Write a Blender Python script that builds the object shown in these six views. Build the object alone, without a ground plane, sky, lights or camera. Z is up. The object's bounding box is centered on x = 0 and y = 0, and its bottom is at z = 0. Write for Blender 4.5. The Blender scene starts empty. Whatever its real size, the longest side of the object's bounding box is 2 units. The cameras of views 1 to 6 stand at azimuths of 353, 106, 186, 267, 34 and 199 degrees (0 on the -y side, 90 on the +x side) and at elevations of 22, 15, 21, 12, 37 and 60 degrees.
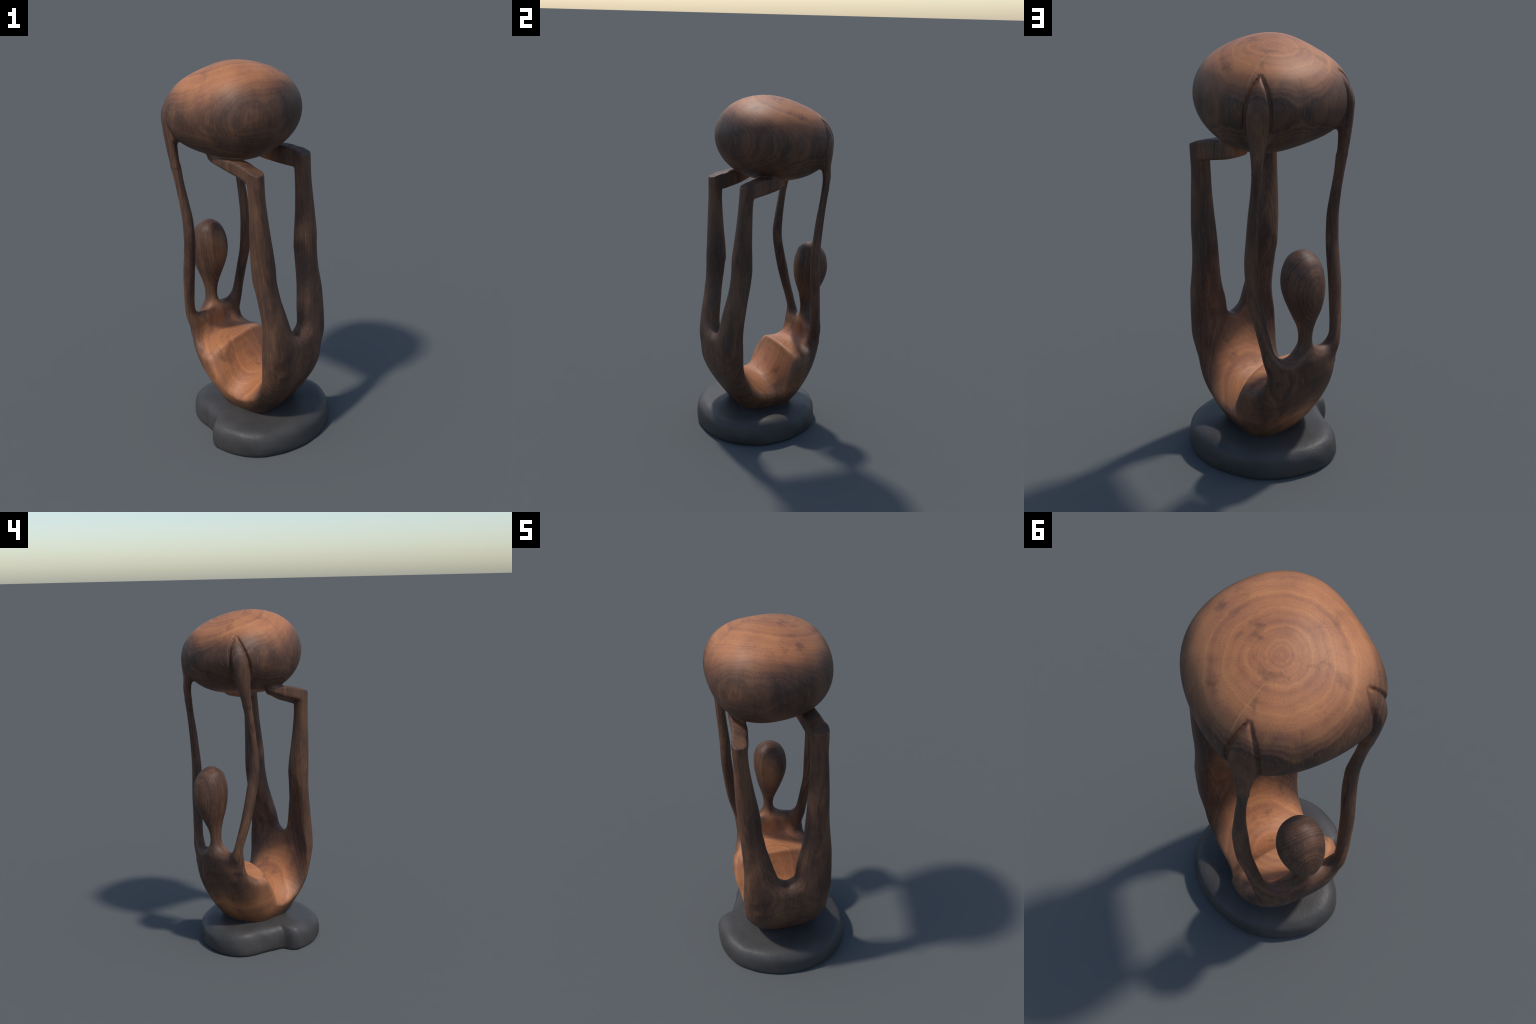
"""Carved hardwood figure lying on its back on a dark stone-like base, holding a
boulder overhead with its hands and feet.

Local design frame: the figure is mirror-like about a vertical plane.  's' runs
along the figure (towards the feet), 't' runs across it, z is up.  The frame is
turned 45 degrees about z to the world:  x = (s+t)/sqrt2,  y = (t-s)/sqrt2.
All wooden parts are described as signed-distance shapes (lofts of
cross-sections, a bowl, a carved-out lap) blended into ONE smooth surface, which
is then polygonised and separated into anatomical parts."""
import bpy, math
import numpy as np

VOX = 0.0046
C45 = math.sqrt(0.5)

# ------------------------------------------------------------------ helpers
def smooth_keys(keys, col, x):
    """monotone-ish cubic (Catmull-Rom with limited slopes) through key rows"""
    k = np.asarray(sorted(keys), float)
    X, Y = k[:, 0], k[:, col]
    h = np.diff(X); d = np.diff(Y) / h
    m = np.zeros_like(Y); m[1:-1] = (d[:-1] * h[1:] + d[1:] * h[:-1]) / (h[:-1] + h[1:])
    m[0], m[-1] = d[0], d[-1]
    xc = np.clip(x, X[0], X[-1])
    i = np.clip(np.searchsorted(X, xc) - 1, 0, len(h) - 1)
    u = (xc - X[i]) / h[i]
    return ((2*u**3 - 3*u**2 + 1) * Y[i] + (u**3 - 2*u**2 + u) * h[i] * m[i]
            + (-2*u**3 + 3*u**2) * Y[i+1] + (u**3 - u**2) * h[i] * m[i+1]).astype(np.float32)

def smin(a, b, k):
    h = np.maximum(k - np.abs(a - b), 0) / k
    return np.minimum(a, b) - h * h * k * 0.25

def smax(a, b, k):
    return -smin(-a, -b, k)

# -------------------------------------------------- the sampling grid (local)
LO = np.array([-0.46, -0.37, 0.03]); HI = np.array([0.42, 0.37, 2.03])
NS = [int(math.ceil(n)) for n in (HI - LO) / VOX]
AX = [(LO[i] + VOX * np.arange(NS[i])).astype(np.float32) for i in range(3)]
BIG = np.float32(0.5)

class Field:
    """distance field on the grid, evaluated only inside a box"""
    def __init__(self, box, fn):
        self.sl = tuple(slice(max(0, int((box[i][0] - LO[i]) / VOX)),
                              min(NS[i], int((box[i][1] - LO[i]) / VOX) + 2)) for i in range(3))
        s, t, z = np.meshgrid(*[AX[i][self.sl[i]] for i in range(3)], indexing='ij', sparse=True)
        self.v = fn(s, t, z).astype(np.float32)

def loft_z(rows, p=2.0, cap=0.012):
    """upright loft: rows (z, s, t, half_s, half_t[, turn]) -> distance function"""
    z0, z1 = min(r[0] for r in rows), max(r[0] for r in rows)
    turned = len(rows[0]) > 5
    def fn(s, t, z):
        zz = z.ravel()
        cs, ct, a, b = [smooth_keys(rows, c, zz).reshape(z.shape) for c in (1, 2, 3, 4)]
        ds, dt = s - cs, t - ct
        if turned:
            g = smooth_keys(rows, 5, zz).reshape(z.shape)
            c_, s_ = np.cos(g), np.sin(g)
            ds, dt = c_ * ds + s_ * dt, -s_ * ds + c_ * dt
        a = np.maximum(a, 0.002); b = np.maximum(b, 0.002)
        k = ((np.abs(ds) / a) ** p + (np.abs(dt) / b) ** p) ** (1 / p)
        r = np.sqrt(ds * ds + dt * dt)
        d = np.where(k > 1e-3, (k - 1) * np.minimum(r / np.maximum(k, 1e-3), 1.5 * np.minimum(a, b)), -np.minimum(a, b))
        return smax(d, np.maximum(z0 - z, z - z1), cap)
    return fn

def loft_s(rows, p=3.0, cap=0.015, shear=0.0):
    """lying loft along s: rows (s, t, z_bottom, z_top, half_t); shear tilts the sole"""
    s0, s1 = min(r[0] for r in rows), max(r[0] for r in rows)
    def fn(s, t, z):
        ss = s.ravel()
        ct, zb, zt, w = [smooth_keys(rows, c, ss).reshape(s.shape) for c in (1, 2, 3, 4)]
        zb = np.minimum(zb - shear * (t - ct), zt - 0.012)
        zc, h = (zb + zt) / 2, (zt - zb) / 2
        k = ((np.abs(t - ct) / w) ** p + (np.abs(z - zc) / h) ** p) ** (1 / p)
        return smax((k - 1) * np.minimum(w, h), np.maximum(s0 - s, s - s1), cap)
    return fn

def box_of(rows, pad=0.06):
    r = np.asarray(rows)
    m = np.maximum(r[:, 3], r[:, 4]).max() + pad
    return ((r[:, 1].min() - m, r[:, 1].max() + m), (r[:, 2].min() - m, r[:, 2].max() + m),
            (r[:, 0].min() - pad, r[:, 0].max() + pad))

# ------------------------------------------------------------ limb sections
ARM_SUN = [(1.50,-.270,-.225,.024,.027),(1.40,-.249,-.226,.020,.025),(1.30,-.231,-.222,.022,.026),
           (1.20,-.217,-.219,.026,.028),(1.15,-.214,-.220,.028,.028),(1.10,-.215,-.218,.028,.029),
           (1.00,-.230,-.211,.030,.029),(.90,-.250,-.203,.032,.027),(.80,-.270,-.189,.028,.028),
           (.70,-.292,-.170,.026,.026),(.62,-.302,-.152,.025,.025),(.54,-.282,-.135,.012,.012)]
ARM_SHADE = [(1.50,-.270,.241,.020,.022),(1.40,-.253,.243,.022,.016),(1.30,-.237,.244,.025,.018),
             (1.20,-.225,.245,.025,.023),(1.10,-.216,.245,.024,.030),(1.00,-.218,.243,.025,.032),
             (.90,-.226,.239,.026,.031),(.80,-.241,.224,.026,.028),(.70,-.256,.209,.025,.028),
             (.62,-.266,.194,.026,.028),(.54,-.265,.17,.012,.012)]
# hands: (z, s, t, half width along the boulder, half depth, turn)
HAND_SUN = [(1.86, -0.285, -0.167, 0.002, 0.01, 2.43),
    (1.82, -0.304, -0.185, 0.024, 0.022, 2.43),
    (1.78, -0.313, -0.204, 0.038, 0.026, 2.43),
    (1.74, -0.314, -0.215, 0.046, 0.028, 2.43),
    (1.68, -0.304, -0.219, 0.046, 0.03, 2.43),
    (1.6, -0.29, -0.222, 0.038, 0.029, 2.43),
    (1.54, -0.279, -0.225, 0.03, 0.026, 2.43),
    (1.48, -0.266, -0.227, 0.025, 0.023, 2.43)]
HAND_SHADE = [(1.872, -0.249, 0.197, 0.002, 0.01, 0.78),
    (1.83, -0.265, 0.215, 0.026, 0.022, 0.78),
    (1.79, -0.275, 0.227, 0.041, 0.026, 0.78),
    (1.74, -0.279, 0.235, 0.05, 0.028, 0.78),
    (1.69, -0.276, 0.236, 0.049, 0.029, 0.78),
    (1.62, -0.271, 0.235, 0.038, 0.026, 0.78),
    (1.55, -0.273, 0.241, 0.027, 0.023, 0.78),
    (1.48, -0.266, 0.241, 0.02, 0.019, 0.78)]
LEG_SUN = [(1.60,.222,-.207,.041,.038),(1.48,.222,-.207,.041,.038),(1.40,.224,-.205,.039,.038),(1.30,.225,-.200,.042,.043),(1.20,.225,-.193,.047,.050),
           (1.10,.225,-.184,.053,.056),(1.02,.227,-.178,.056,.058),(.95,.230,-.175,.054,.058),(.90,.238,-.170,.049,.061),
           (.85,.246,-.166,.047,.064),(.80,.254,-.159,.046,.070),(.72,.266,-.149,.050,.080),(.62,.275,-.138,.053,.094),(.55,.277,-.135,.053,.096),(.47,.264,-.128,.044,.088),(.40,.25,-.115,.03,.06),(.34,.22,-.10,.01,.02)]
LEG_SHADE = [(1.60,.212,.192,.038,.044),(1.49,.214,.192,.038,.044),(1.40,.219,.188,.037,.044),(1.30,.224,.187,.041,.047),(1.20,.229,.184,.048,.051),
             (1.10,.232,.180,.056,.055),(1.03,.231,.178,.057,.057),(.95,.237,.174,.054,.063),(.90,.244,.171,.052,.068),
             (.85,.253,.167,.052,.074),(.80,.261,.162,.053,.081),(.72,.270,.149,.054,.094),(.62,.278,.140,.054,.100),(.55,.278,.138,.053,.100),(.47,.264,.130,.044,.090),(.40,.25,.115,.03,.06),(.34,.22,.10,.01,.02)]
FOOT_SUN = [(.235,-.204,1.45,1.521,.030),(.20,-.200,1.450,1.533,.038),(.15,-.190,1.465,1.549,.040),(.06,-.188,1.491,1.562,.034),(.0,-.194,1.514,1.566,.028),(-.05,-.195,1.532,1.568,.02),(-.07,-.196,1.545,1.57,.012)]
FOOT_SHADE = [(.225,.191,1.45,1.527,.036),(.19,.187,1.452,1.540,.042),(.15,.178,1.458,1.553,.043),(.07,.164,1.472,1.560,.042),(0.,.150,1.489,1.562,.040),(-.034,.143,1.504,1.558,.034)]
HEAD = [(1.120,-.302,.036,.016,.022),(1.095,-.303,.035,.056,.056),(1.05,-.308,.037,.088,.082),(1.00,-.309,.038,.103,.091),(.95,-.310,.038,.107,.090),
        (.90,-.310,.035,.101,.080),(.85,-.309,.030,.084,.067),(.80,-.306,.026,.062,.050)]
NECK = [(.75,-.302,.020,.045,.033),(.70,-.300,.018,.037,.027),(.65,-.298,.018,.040,.034),(.59,-.294,.018,.047,.048),(.52,-.29,.018,.03,.04)]

# ------------------------------------------------- body bowl and carved lap
# (z, front, back, half width)
BOWL = [(.05,.10,-.075,.09),(.09,.130,-.108,.125),(.13,.160,-.138,.155),(.18,.199,-.178,.186),(.25,.250,-.228,.219),
        (.33,.300,-.275,.245),(.42,.337,-.317,.254),(.50,.346,-.338,.253),(.57,.345,-.341,.247),(.64,.328,-.337,.232),(.72,.31,-.33,.21)]
# inner surface of lap, belly and chest in the (s, z) plane, on the midline and at the rims (|t| = 0.2)
LAP_MID = [(.190,1.0),(.222,.80),(.252,.64),(.226,.497),(.176,.407),(.115,.354),(.052,.338),(.000,.364),(-.044,.420),(-.072,.474),(-.090,.509),(-.14,.497),(-.185,.495),(-.230,.518),(-.256,.61),(-.256,.90)]
LAP_RIM = [(.165,1.0),(.205,.80),(.234,.62),(.230,.48),(.204,.378),(.150,.300),(.050,.252),(-.018,.284),(-.054,.362),(-.088,.428),(-.116,.462),(-.160,.466),(-.205,.469),(-.244,.500),(-.268,.60),(-.27,.90)]

def twist(s):
    """the chest end of the body leans a little to the shaded side"""
    return 0.015 * np.clip((0.03 - s) / 0.18, 0, 1)

def bowl(s, t, z):
    zz = z.ravel()
    f, b, w = [smooth_keys(BOWL, c, zz).reshape(z.shape) for c in (1, 2, 3)]
    cs, a = (f + b) / 2, (f - b) / 2
    # rounder behind the chest, squarer under the thighs
    BOWL_P = 3.0 + 0.8 * np.clip((s + 0.05) / 0.2, 0, 1)
    k = ((np.abs(s - cs) / a) ** BOWL_P + (np.abs(t - (0.010 - 0.012 * np.clip((z - 0.15) / 0.3, 0, 1) + twist(s))) / w) ** BOWL_P) ** (1 / BOWL_P)
    r = np.sqrt((s - cs) ** 2 + t ** 2)
    d = (k - 1) * r / np.maximum(k, 0.05) * 0.85
    # shoulders end level; between the thighs the edge dips to a rounded V
    return smax(d, z - 0.625 - np.where(s > 0, 0.45 * (np.abs(t) - 0.035), 0), 0.05)

def dense(poly, n=5):
    q = np.asarray(poly, float); idx = np.arange(len(q)); u = np.linspace(0, len(q) - 1, (len(q) - 1) * n + 1)
    return np.stack([smooth_keys(np.stack([idx, q[:, c]], 1).tolist(), 1, u) for c in (0, 1)], 1)

def lap_cavity(s, t, z):
    """negative inside the carved-out space above lap and chest"""
    A, B = dense(LAP_MID, 3), dense(LAP_RIM, 3)
    w = np.clip(np.abs((t - 0.004 - twist(s)) / 0.2) ** 2.5, 0, 1.4)
    d2 = np.full(np.broadcast_shapes(s.shape, t.shape, z.shape), 9., np.float32)
    inside = np.zeros(d2.shape, bool)
    n = len(A)
    for i in range(n):
        j = (i + 1) % n                       # last segment closes the top
        ax, az = A[i, 0] + (B[i, 0] - A[i, 0]) * w, A[i, 1] + (B[i, 1] - A[i, 1]) * w
        bx, bz = A[j, 0] + (B[j, 0] - A[j, 0]) * w, A[j, 1] + (B[j, 1] - A[j, 1]) * w
        ex, ez = bx - ax, bz - az
        px, pz = s - ax, z - az
        if i < n - 1:
            u = np.clip((px * ex + pz * ez) / (ex * ex + ez * ez + 1e-9), 0, 1)
            qx, qz = px - u * ex, pz - u * ez
            d2 = np.minimum(d2, qx * qx + qz * qz)
        cross = (az > z) != (bz > z)
        with np.errstate(divide='ignore', invalid='ignore'):
            inside ^= cross & (s < ax + ex * pz / ez)
    d = np.sqrt(d2)
    return np.where(inside, -d, d)

# ---------------------------------------------------------------- boulder
BC = np.array([-.0615, -.008, 1.761])
# radius as an even (degree 4) and an odd (degree 3) polynomial of the direction
B4 = [.231,-.019,.545,-.009,.304,-.003,-.040,.026,.003,.515,-.010,.719,.026,-.004,.333]
BULGES = [((.0, .95, .31), .015, 7.), ((.52, -.25, -.82), .013, 6.), ((-.45, 0., -.89), .016, 6.), ((-.55, .50, .67), -.006, 8.),
          ((-.66, .75, -.06), .007, 9.), ((-.77, -.63, .0), .002, 9.)]
B3 = [.004,.008,-.030,.003,.028,-.005,-.005,-.006,-.002,.010]
def boulder(s, t, z):
    x, y, h = np.broadcast_arrays(s - BC[0], t - BC[1], z - BC[2])
    r = np.sqrt(x*x + y*y + h*h) + 1e-6
    x, y, h = x / r, y / r, h / r
    R = 0
    for deg, co in ((4, B4), (3, B3)):
        n = 0
        for i in range(deg + 1):
            for j in range(deg + 1 - i):
                # monomial order: z-power falls, y-power rises, x-power outermost
                if co[n]:
                    R = R + co[n] * x**i * y**j * h**(deg - i - j)
                n += 1
    # a fuller flank on the shaded side and a heavier underside
    for (da, db, dc), amount, spread in BULGES:
        R = R + amount * np.exp((x * da + y * db + h * dc - 1) * spread)
    return (r - R) * 0.92

# ------------------------------------------------------- evaluate and blend
total = np.full(NS, BIG, np.float32)
label = np.zeros(NS, np.int8)
best = np.full(NS, BIG, np.float32)
PARTS = ['torso', 'leg', 'leg', 'foot', 'foot', 'arm', 'arm', 'hand', 'hand', 'neck', 'head', 'boulder']

def add(field, k, part):
    sl = field.sl
    v = field.v
    b = best[sl]; m = v < b
    label[sl][m] = part
    best[sl] = np.minimum(b, v)
    total[sl] = smin(total[sl], v, k)

body_box = ((-.44, .42), (-.33, .33), (.03, .74))
cav = Field(((-.44, .42), (-.33, .33), (.10, 1.02)), lap_cavity)
add(Field(body_box, bowl), 0.01, 0)
def leg(rows, heel_s, heel_z, slope):
    shaft = loft_z(rows, 2.5)      # the heel is sawn off by a plane rising towards the boulder
    return lambda s, t, z: smax(shaft(s, t, z), (z - heel_z - slope * (heel_s - s)) / math.hypot(1, slope), 0.004)
add(Field(box_of(LEG_SUN), leg(LEG_SUN, .262, 1.512, .33)), 0.028, 1)
add(Field(box_of(LEG_SHADE), leg(LEG_SHADE, .250, 1.518, .36)), 0.028, 2)
# ease the seam between thighs and bowl with a few passes of averaging
i0, j0, j1 = int((0.08 - LO[0]) / VOX), int((0.44 - LO[2]) / VOX), int((0.80 - LO[2]) / VOX)
band = total[i0:, :, j0:j1]; soft = band.copy()
for _ in range(6):
    for ax in range(3):
        pad = np.concatenate([soft.take([0], ax), soft, soft.take([-1], ax)], ax)
        n_ = soft.shape[ax]
        soft = (pad.take(range(0, n_), ax) + pad.take(range(1, n_ + 1), ax) + pad.take(range(2, n_ + 2), ax)) / 3
zb_ = AX[2][j0:j1]
band += (soft - band) * (np.clip((zb_ - 0.44) / 0.06, 0, 1) * np.clip((0.80 - zb_) / 0.06, 0, 1))[None, None, :].astype(np.float32)
total[cav.sl] = smax(total[cav.sl], -cav.v, (0.020 + 0.025 * np.clip((-0.02 - AX[0][cav.sl[0]]) / 0.08, 0, 1)).astype(np.float32)[:, None, None])     # carve lap, belly and inner thighs
best[cav.sl] = np.maximum(best[cav.sl], -cav.v)
add(Field(box_of(ARM_SUN), loft_z(ARM_SUN, 2.2)), 0.05, 5)
add(Field(box_of(ARM_SHADE), loft_z(ARM_SHADE, 2.2)), 0.05, 6)
add(Field(box_of(HEAD + NECK), loft_z(HEAD + NECK, 2.0)), 0.05, 10)
low = label[:, :, :int((0.775 - LO[2]) / VOX)]          # the narrow stalk below the skull is the neck
low[low == 10] = 9
def foot_box(rows):
    r = np.asarray(rows)
    return ((r[:, 0].min() - .06, r[:, 0].max() + .06), (r[:, 1].min() - .11, r[:, 1].max() + .11), (1.37, 1.65))
add(Field(foot_box(FOOT_SUN), loft_s(FOOT_SUN, 6.0, .003, .35)), 0.008, 3)
add(Field(foot_box(FOOT_SHADE), loft_s(FOOT_SHADE, 6.0, .003)), 0.008, 4)

top_ = label[:, :, int((1.44 - LO[2]) / VOX):]           # heel and ankle belong to the foot
top_[top_ == 1] = 3; top_[top_ == 2] = 4
hand_fields = [Field(box_of(h), loft_z(h, 2.0, 0.006)) for h in (HAND_SUN, HAND_SHADE)]
bf = Field(((-.46, .37), (-.37, .37), (1.47, 2.03)), boulder)
add(bf, 0.016, 11)
for i, hf in enumerate(hand_fields):
    hz = AX[2][hf.sl[2]][None, None, :]
    add(hf, (0.006 + 0.028 * np.clip((1.70 - hz) / 0.08, 0, 1) * np.clip((hz - 1.50) / 0.04, 0, 1)).astype(np.float32), 7 + i)
# a V-shaped incision runs round the pointed upper part of each hand
def incision(rows, depth=0.013, width=0.011):
    def fn(s, t, z):
        zz = z.ravel()
        cs, ct, w, g = [smooth_keys(rows, c, zz).reshape(z.shape) for c in (1, 2, 3, 5)]
        c_, s_ = np.cos(g), np.sin(g)
        u = c_ * (s - cs) + s_ * (t - ct)
        amp = depth * np.clip((z - 1.63) / 0.07, 0, 1) * np.clip((rows[0][0] + 0.012 - z) / 0.02, 0, 1)
        return amp * np.maximum(0, 1 - np.abs(np.abs(u) - w - 0.004) / width)
    return fn
for h in (HAND_SUN, HAND_SHADE):
    f = Field(box_of(h, 0.05), incision(h))
    total[f.sl] += f.v
del best

# --------------------------------------------------- polygonise (surface nets)
def surface_nets(F):
    S = F < 0
    n = F.shape
    cnt = np.zeros([d - 1 for d in n], np.int8)
    offs = [(i, j, k) for i in (0, 1) for j in (0, 1) for k in (0, 1)]
    def corner(A, o): return A[o[0]:n[0]-1+o[0], o[1]:n[1]-1+o[1], o[2]:n[2]-1+o[2]]
    for o in offs: cnt += corner(S, o)
    cells = np.argwhere((cnt > 0) & (cnt < 8))
    idx = np.full([d - 1 for d in n], -1, np.int32)
    idx[tuple(cells.T)] = np.arange(len(cells))
    vals = {o: F[cells[:, 0]+o[0], cells[:, 1]+o[1], cells[:, 2]+o[2]] for o in offs}
    acc = np.zeros((len(cells), 3)); num = np.zeros(len(cells))
    for o in offs:
        for a in range(3):
            if o[a]: continue
            o2 = tuple(1 if q == a else o[q] for q in range(3))
            f0, f1 = vals[o], vals[o2]
            m = (f0 < 0) != (f1 < 0)
            u = f0[m] / (f0[m] - f1[m])
            p = np.tile(np.array(o, float), (m.sum(), 1)); p[:, a] += u
            acc[m] += p; num[m] += 1
    verts = LO + VOX * (cells + acc / num[:, None])
    quads = []
    for a in range(3):
        b, c = (a + 1) % 3, (a + 2) % 3
        lo = [slice(1, n[q] - 1) for q in range(3)]; lo[a] = slice(0, n[a] - 1)
        hi = list(lo); hi[a] = slice(1, n[a])
        e = np.argwhere(S[tuple(lo)] != S[tuple(hi)])
        base = e + np.array([lo[q].start for q in range(3)])
        flip = S[tuple(base.T)]
        def at(db, dc):
            q = base.copy(); q[:, b] -= db; q[:, c] -= dc
            return idx[tuple(q.T)]
        Q = np.stack([at(1, 1), at(0, 1), at(0, 0), at(1, 0)], 1)
        Q[~flip] = Q[~flip][:, ::-1]
        quads.append(Q)
    return verts, np.concatenate(quads)

V, Q = surface_nets(total)
# part of each face from the grid label at its middle
mid = V[Q].mean(1)
gi = np.clip(np.rint((mid - LO) / VOX).astype(int), 0, np.array(NS) - 1)
face_part = label[tuple(gi.T)]
# a light relaxation takes the stair pattern out
edges = np.concatenate([Q[:, [0, 1]], Q[:, [1, 2]], Q[:, [2, 3]], Q[:, [3, 0]]])
for lam in (0.5, -0.52, 0.5, -0.52):
    s_ = np.zeros_like(V); d_ = np.zeros(len(V))
    np.add.at(s_, edges[:, 0], V[edges[:, 1]]); np.add.at(d_, edges[:, 0], 1)
    np.add.at(s_, edges[:, 1], V[edges[:, 0]]); np.add.at(d_, edges[:, 1], 1)
    V = V + lam * (s_ / d_[:, None] - V)
W = np.stack([(V[:, 0] + V[:, 1]) * C45, (V[:, 1] - V[:, 0]) * C45, V[:, 2]], 1)
W[:, 2] = np.where(W[:, 2] > 1.7, W[:, 2] + (2.0 - W[:, 2].max()) * (W[:, 2] - 1.7) / (W[:, 2].max() - 1.7), W[:, 2])

# vertex normals of the whole body
fn = np.cross(W[Q[:, 2]] - W[Q[:, 0]], W[Q[:, 3]] - W[Q[:, 1]])
VN = np.zeros_like(W)
for c in range(4): np.add.at(VN, Q[:, c], fn)
VN /= np.linalg.norm(VN, axis=1)[:, None] + 1e-12

# ---------------------------------------------------------------- materials
def new_mat(name):
    m = bpy.data.materials.new(name); m.use_nodes = True
    nt = m.node_tree; nt.nodes.clear()
    out = nt.nodes.new('ShaderNodeOutputMaterial'); bs = nt.nodes.new('ShaderNodeBsdfPrincipled')
    nt.links.new(bs.outputs[0], out.inputs[0])
    return m, nt, bs

class G:
    """small node-graph builder"""
    def __init__(self, nt): self.nt = nt
    def n(self, kind, **kw):
        x = self.nt.nodes.new(kind)
        for k, v in kw.items(): setattr(x, k, v)
        return x
    def link(self, a, b): self.nt.links.new(a, b)
    def put(self, sock, v):
        if hasattr(v, 'is_output'): self.link(v, sock)
        else: sock.default_value = v
    def math(self, op, a, b=0.0, c=None, clamp=False):
        x = self.n('ShaderNodeMath', operation=op, use_clamp=clamp)
        self.put(x.inputs[0], a); self.put(x.inputs[1], b)
        if c is not None: self.put(x.inputs[2], c)
        return x.outputs[0]
    def mapping(self, vec, scale=(1, 1, 1), loc=(0, 0, 0)):
        x = self.n('ShaderNodeMapping'); self.link(vec, x.inputs[0])
        x.inputs['Scale'].default_value = scale; x.inputs['Location'].default_value = loc
        return x.outputs[0]
    def noise(self, vec, scale, detail=3.0, rough=0.55, dist=0.0):
        x = self.n('ShaderNodeTexNoise'); self.link(vec, x.inputs['Vector'])
        x.inputs['Scale'].default_value = scale; x.inputs['Detail'].default_value = detail
        x.inputs['Roughness'].default_value = rough; x.inputs['Distortion'].default_value = dist
        return x.outputs[0]
    def ramp(self, fac, stops):
        x = self.n('ShaderNodeValToRGB'); self.link(fac, x.inputs[0])
        e = x.color_ramp.elements
        while len(e) < len(stops): e.new(0.5)
        for el, (p, c) in zip(e, stops): el.position = p; el.color = (*c, 1)
        return x.outputs[0]
    def mix(self, fac, a, b, mode='MIX'):
        x = self.n('ShaderNodeMix', data_type='RGBA', blend_type=mode)
        self.put(x.inputs[0], fac)
        for s, v in ((x.inputs[6], a), (x.inputs[7], b)):
            self.put(s, v if hasattr(v, 'is_output') else (*v, 1))
        return x.outputs[2]
    def remap(self, v, a, b, c=0.0, d=1.0):
        x = self.n('ShaderNodeMapRange', interpolation_type='SMOOTHSTEP'); self.put(x.inputs[0], v)
        for i, q in enumerate((a, b, c, d)): x.inputs[i + 1].default_value = q
        return x.outputs[0]

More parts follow.
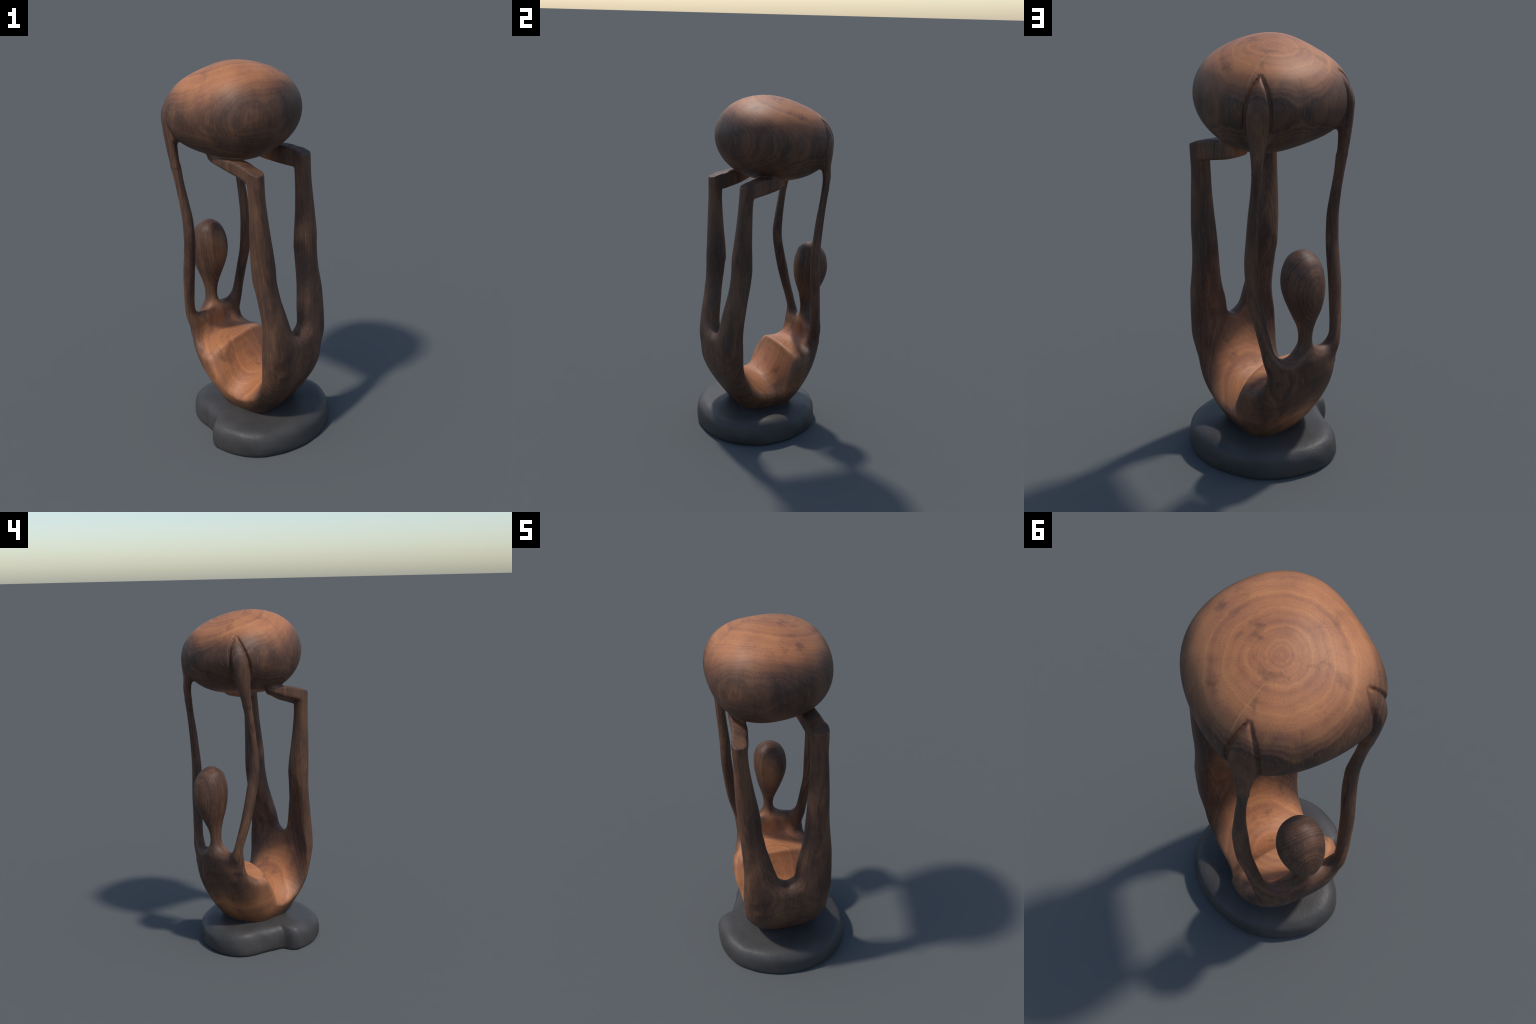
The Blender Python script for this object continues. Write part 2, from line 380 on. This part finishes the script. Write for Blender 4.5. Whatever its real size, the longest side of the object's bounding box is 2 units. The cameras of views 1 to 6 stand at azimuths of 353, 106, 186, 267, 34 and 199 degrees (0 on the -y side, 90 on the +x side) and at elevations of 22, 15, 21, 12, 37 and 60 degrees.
def wood_material():
    """solid log texture: growth rings about an upright pith, paler near the upright axis
    and darkened outwards for shade, with streaks and pores along the grain"""
    m, nt, bs = new_mat('figured_hardwood'); g = G(nt)
    co = g.n('ShaderNodeTexCoord').outputs['Object']
    wob = g.noise(g.mapping(co, (1, 1, .3)), 3.0, 2)
    wob2 = g.noise(g.mapping(co, (1, 1, .4), (5, 3, 1)), 10.0, 3)
    sp = g.n('ShaderNodeSeparateXYZ'); g.link(co, sp.inputs[0])
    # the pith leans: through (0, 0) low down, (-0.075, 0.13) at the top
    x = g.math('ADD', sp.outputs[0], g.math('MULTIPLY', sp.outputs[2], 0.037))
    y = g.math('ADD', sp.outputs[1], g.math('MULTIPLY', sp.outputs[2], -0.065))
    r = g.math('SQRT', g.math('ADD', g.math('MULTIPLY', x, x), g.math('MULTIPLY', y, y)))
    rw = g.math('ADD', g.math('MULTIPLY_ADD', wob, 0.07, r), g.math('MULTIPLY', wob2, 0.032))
    # growth rings of uneven width: a one-dimensional noise of the radius
    cb = g.n('ShaderNodeCombineXYZ'); g.link(rw, cb.inputs[0])
    rings = g.noise(cb.outputs[0], 40, 3, .62)
    rings2 = g.noise(cb.outputs[0], 95, 3, .6)
    blot = g.noise(g.mapping(co, (1, 1, .35), (2, 7, 0)), 9, 5, .6)
    v = g.math('ADD', g.math('MULTIPLY', rings, 0.62), g.math('MULTIPLY', blot, 0.38))
    v2 = g.math('ADD', g.math('MULTIPLY', rings2, 0.5), g.math('MULTIPLY', blot, 0.5))
    pale_tone = g.ramp(v, [(.33, (.235, .094, .055)), (.49, (.385, .152, .066)), (.66, (.500, .208, .082))])
    baked_shade_tint = g.ramp(v2, [(.36, (.036, .020, .016)), (.49, (.082, .039, .024)), (.60, (.150, .070, .036))])  # browns deepened for the shade on upright sides and limbs
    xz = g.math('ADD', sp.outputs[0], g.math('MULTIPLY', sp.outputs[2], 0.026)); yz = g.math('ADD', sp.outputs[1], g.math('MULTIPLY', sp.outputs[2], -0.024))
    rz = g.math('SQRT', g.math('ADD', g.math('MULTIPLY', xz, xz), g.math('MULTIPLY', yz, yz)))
    # the pale heart fades low down to paint shade under the bowl
    rz = g.math('ADD', rz, g.remap(sp.outputs[2], 0.29, 0.13, 0, 0.12))
    # and is narrower at mid height, so head, feet and boulder underside come out darker
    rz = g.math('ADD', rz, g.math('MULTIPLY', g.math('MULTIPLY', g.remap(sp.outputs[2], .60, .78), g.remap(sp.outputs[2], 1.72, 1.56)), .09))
    rz = g.math('SUBTRACT', rz, g.remap(sp.outputs[2], 1.65, 1.85, 0, 0.03))  # pale tone spread wider so the boulder top looks sunlit
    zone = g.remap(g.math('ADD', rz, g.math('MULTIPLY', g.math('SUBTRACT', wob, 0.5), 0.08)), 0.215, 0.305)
    col = g.mix(zone, pale_tone, baked_shade_tint)
    # dark figure in soft streaks along the grain
    st = g.noise(g.mapping(co, (1, 1, .14), (3, 1, 2)), 12, 4, 0.6, 0.4)
    col = g.mix(g.remap(st, .54, .74, 0, .5), col, (.040, .026, .024))
    pores = g.noise(g.mapping(co, (1, 1, .05)), 210, 2, .6)
    col = g.mix(g.remap(pores, .56, .72, 0, .28), col, (.30, .15, .07))
    col = g.mix(g.remap(pores, .45, .32, 0, .26), col, (.035, .02, .016))
    # a thin pale sap line runs from near the pith towards one hand on top of the boulder
    lx, ly = 0.45, 0.893
    along = g.math('ADD', g.math('MULTIPLY', g.math('ADD', sp.outputs[0], .055), lx), g.math('MULTIPLY', g.math('ADD', sp.outputs[1], -.215), ly))
    off = g.math('ADD', g.math('MULTIPLY', g.math('ADD', sp.outputs[0], .055), -ly), g.math('MULTIPLY', g.math('ADD', sp.outputs[1], -.215), lx))
    off = g.math('ABSOLUTE', g.math('ADD', off, g.math('MULTIPLY', g.math('SUBTRACT', wob2, .5), .01)))
    line = g.math('MULTIPLY', g.remap(off, .004, .001), g.math('MULTIPLY', g.remap(along, 0, .01), g.remap(along, .17, .12)))
    line = g.math('MULTIPLY', line, g.remap(sp.outputs[2], 1.80, 1.85, 0, .36))
    col = g.mix(line, col, (.46, .27, .10))
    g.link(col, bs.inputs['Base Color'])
    bs.inputs['Roughness'].default_value = 0.55
    bs.inputs['Specular IOR Level'].default_value = 0.34
    bp = g.n('ShaderNodeBump'); bp.inputs['Strength'].default_value = 0.10; bp.inputs['Distance'].default_value = 0.004
    g.link(pores, bp.inputs['Height']); g.link(bp.outputs[0], bs.inputs['Normal'])
    return m

def base_material():
    m, nt, bs = new_mat('charcoal_stained_base'); g = G(nt)
    co = g.n('ShaderNodeTexCoord').outputs['Object']
    a = g.noise(co, 6, 4); b = g.noise(co, 60, 4, .65); c = g.noise(co, 260, 2)
    col = g.ramp(a, [(.3, (.043, .040, .038)), (.7, (.062, .058, .056))])
    col = g.mix(g.remap(b, .60, .75, 0, .45), col, (.024, .021, .020))
    col = g.mix(g.remap(c, .64, .74, 0, .3), col, (.13, .12, .11))
    g.link(col, bs.inputs['Base Color'])
    bs.inputs['Roughness'].default_value = 0.48
    bs.inputs['Specular IOR Level'].default_value = 0.28
    bp = g.n('ShaderNodeBump'); bp.inputs['Strength'].default_value = 0.28; bp.inputs['Distance'].default_value = 0.006
    g.link(b, bp.inputs['Height']); g.link(bp.outputs[0], bs.inputs['Normal'])
    return m

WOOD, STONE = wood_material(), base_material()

# ---------------------------------------------------------------- objects
coll = bpy.context.scene.collection
root = bpy.data.objects.new('wooden_sculpture', None); coll.objects.link(root)
root['label'] = 'carved dark wood figure lying back, holding a boulder overhead with hands and feet'
root['category'] = 'wooden sculpture'

def make_part(name, faces, parent):
    used, inv = np.unique(faces, return_inverse=True)
    me = bpy.data.meshes.new(name)
    q = inv.reshape(-1, 4)
    me.from_pydata(W[used].tolist(), [], q.tolist())
    me.update()
    me.polygons.foreach_set('use_smooth', np.ones(len(q), bool))
    me.normals_split_custom_set_from_vertices(VN[used].tolist())
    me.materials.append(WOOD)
    ob = bpy.data.objects.new(name, me); coll.objects.link(ob); ob.parent = parent
    return ob

made = {}
parent_of = {3: 1, 4: 2, 7: 5, 8: 6}
for part in (0, 1, 2, 5, 6, 9, 10, 11, 3, 4, 7, 8):
    f = Q[face_part == part]
    if len(f):
        made[part] = make_part(PARTS[part], f, made.get(parent_of.get(part), root))

# ------------------------------------------------------------------- base
OUTLINE = [(0,.395),(18,.386),(35,.366),(50,.349),(62,.338),(85,.336),(105,.335),(125,.341),(145,.354),(156,.355),(166,.344),
           (176,.320),(186,.292),(196,.279),(205,.277),(212,.279),(215,.286),(218.5,.330),(222,.352),(229,.362),(235,.369),(243,.377),(255,.388),(266,.392),
           (280,.386),(300,.384),(318,.386),(335,.392),(350,.397),(360,.395)]
# (inset from the outline, height) from underneath, round the edge and over the dished top
PROFILE = [(.060,.000),(.012,.000),(.003,.006),(-.002,.018),(-.004,.045),(-.002,.072),(.003,.095),(.012,.113),(.026,.1265),(.044,.135),
           (.070,.140),(.11,.143),(.15,.146),(.19,.149),(.22,.150),(.30,.152)]
def build_base():
    n = 360
    ang = np.linspace(0, 360, n, endpoint=False)
    R = np.array(smooth_keys([(a - 360, r) for a, r in OUTLINE[-6:-1]] + OUTLINE[:-1] + [(a + 360, r) for a, r in OUTLINE[:6]], 1, ang), float)
    soft = R.copy()
    for _ in range(220): soft = (np.roll(soft, 1) + 2 * soft + np.roll(soft, -1)) / 4
    pr = np.asarray(PROFILE); u = np.linspace(0, len(pr) - 1, 90)
    idx = np.arange(len(pr))
    ins = smooth_keys(np.stack([idx, pr[:, 0]], 1).tolist(), 1, u); hz = smooth_keys(np.stack([idx, pr[:, 1]], 1).tolist(), 1, u)
    a = np.radians(ang)
    vs, fs = [], []
    for k in range(len(u)):
        w = np.clip((ins[k] - 0.02) / 0.12, 0, 1)
        rad = (R * (1 - w) + soft * w) * 1.0 - ins[k]
        lump = 0.0025 * (np.sin(3 * a + 1) + np.sin(5 * a + 2.2)) * np.clip((hz[k] - .005) / .05, 0, 1) \
             + 0.0016 * np.sin(11 * a + 40 * hz[k]) * np.sin(7 * a + 1.3)
        rad = rad + lump * np.clip((.07 - ins[k]) / .03, 0, 1) * np.clip(hz[k] / .02, 0, 1)
        z = np.clip(hz[k] + (0.004 * np.sin(2 * a + .6) + 0.002 * np.sin(5 * a)) * np.clip((hz[k] - .06) / .06, 0, 1), 0, 1)
        if np.isscalar(z) or z.shape == (): z = np.full(n, z)
        vs += np.stack([rad * np.cos(a), rad * np.sin(a), z], 1).tolist()
    for k in range(len(u) - 1):
        for i in range(n):
            j = (i + 1) % n
            fs.append((k * n + i, k * n + j, (k + 1) * n + j, (k + 1) * n + i))
    fs.append(tuple(range((len(u) - 1) * n, len(u) * n))); fs.append(tuple(reversed(range(n))))
    me = bpy.data.meshes.new('base'); me.from_pydata(vs, [], fs); me.update()
    me.polygons.foreach_set('use_smooth', np.ones(len(me.polygons), bool))
    me.materials.append(STONE)
    ob = bpy.data.objects.new('base', me); coll.objects.link(ob); ob.parent = root
build_base()
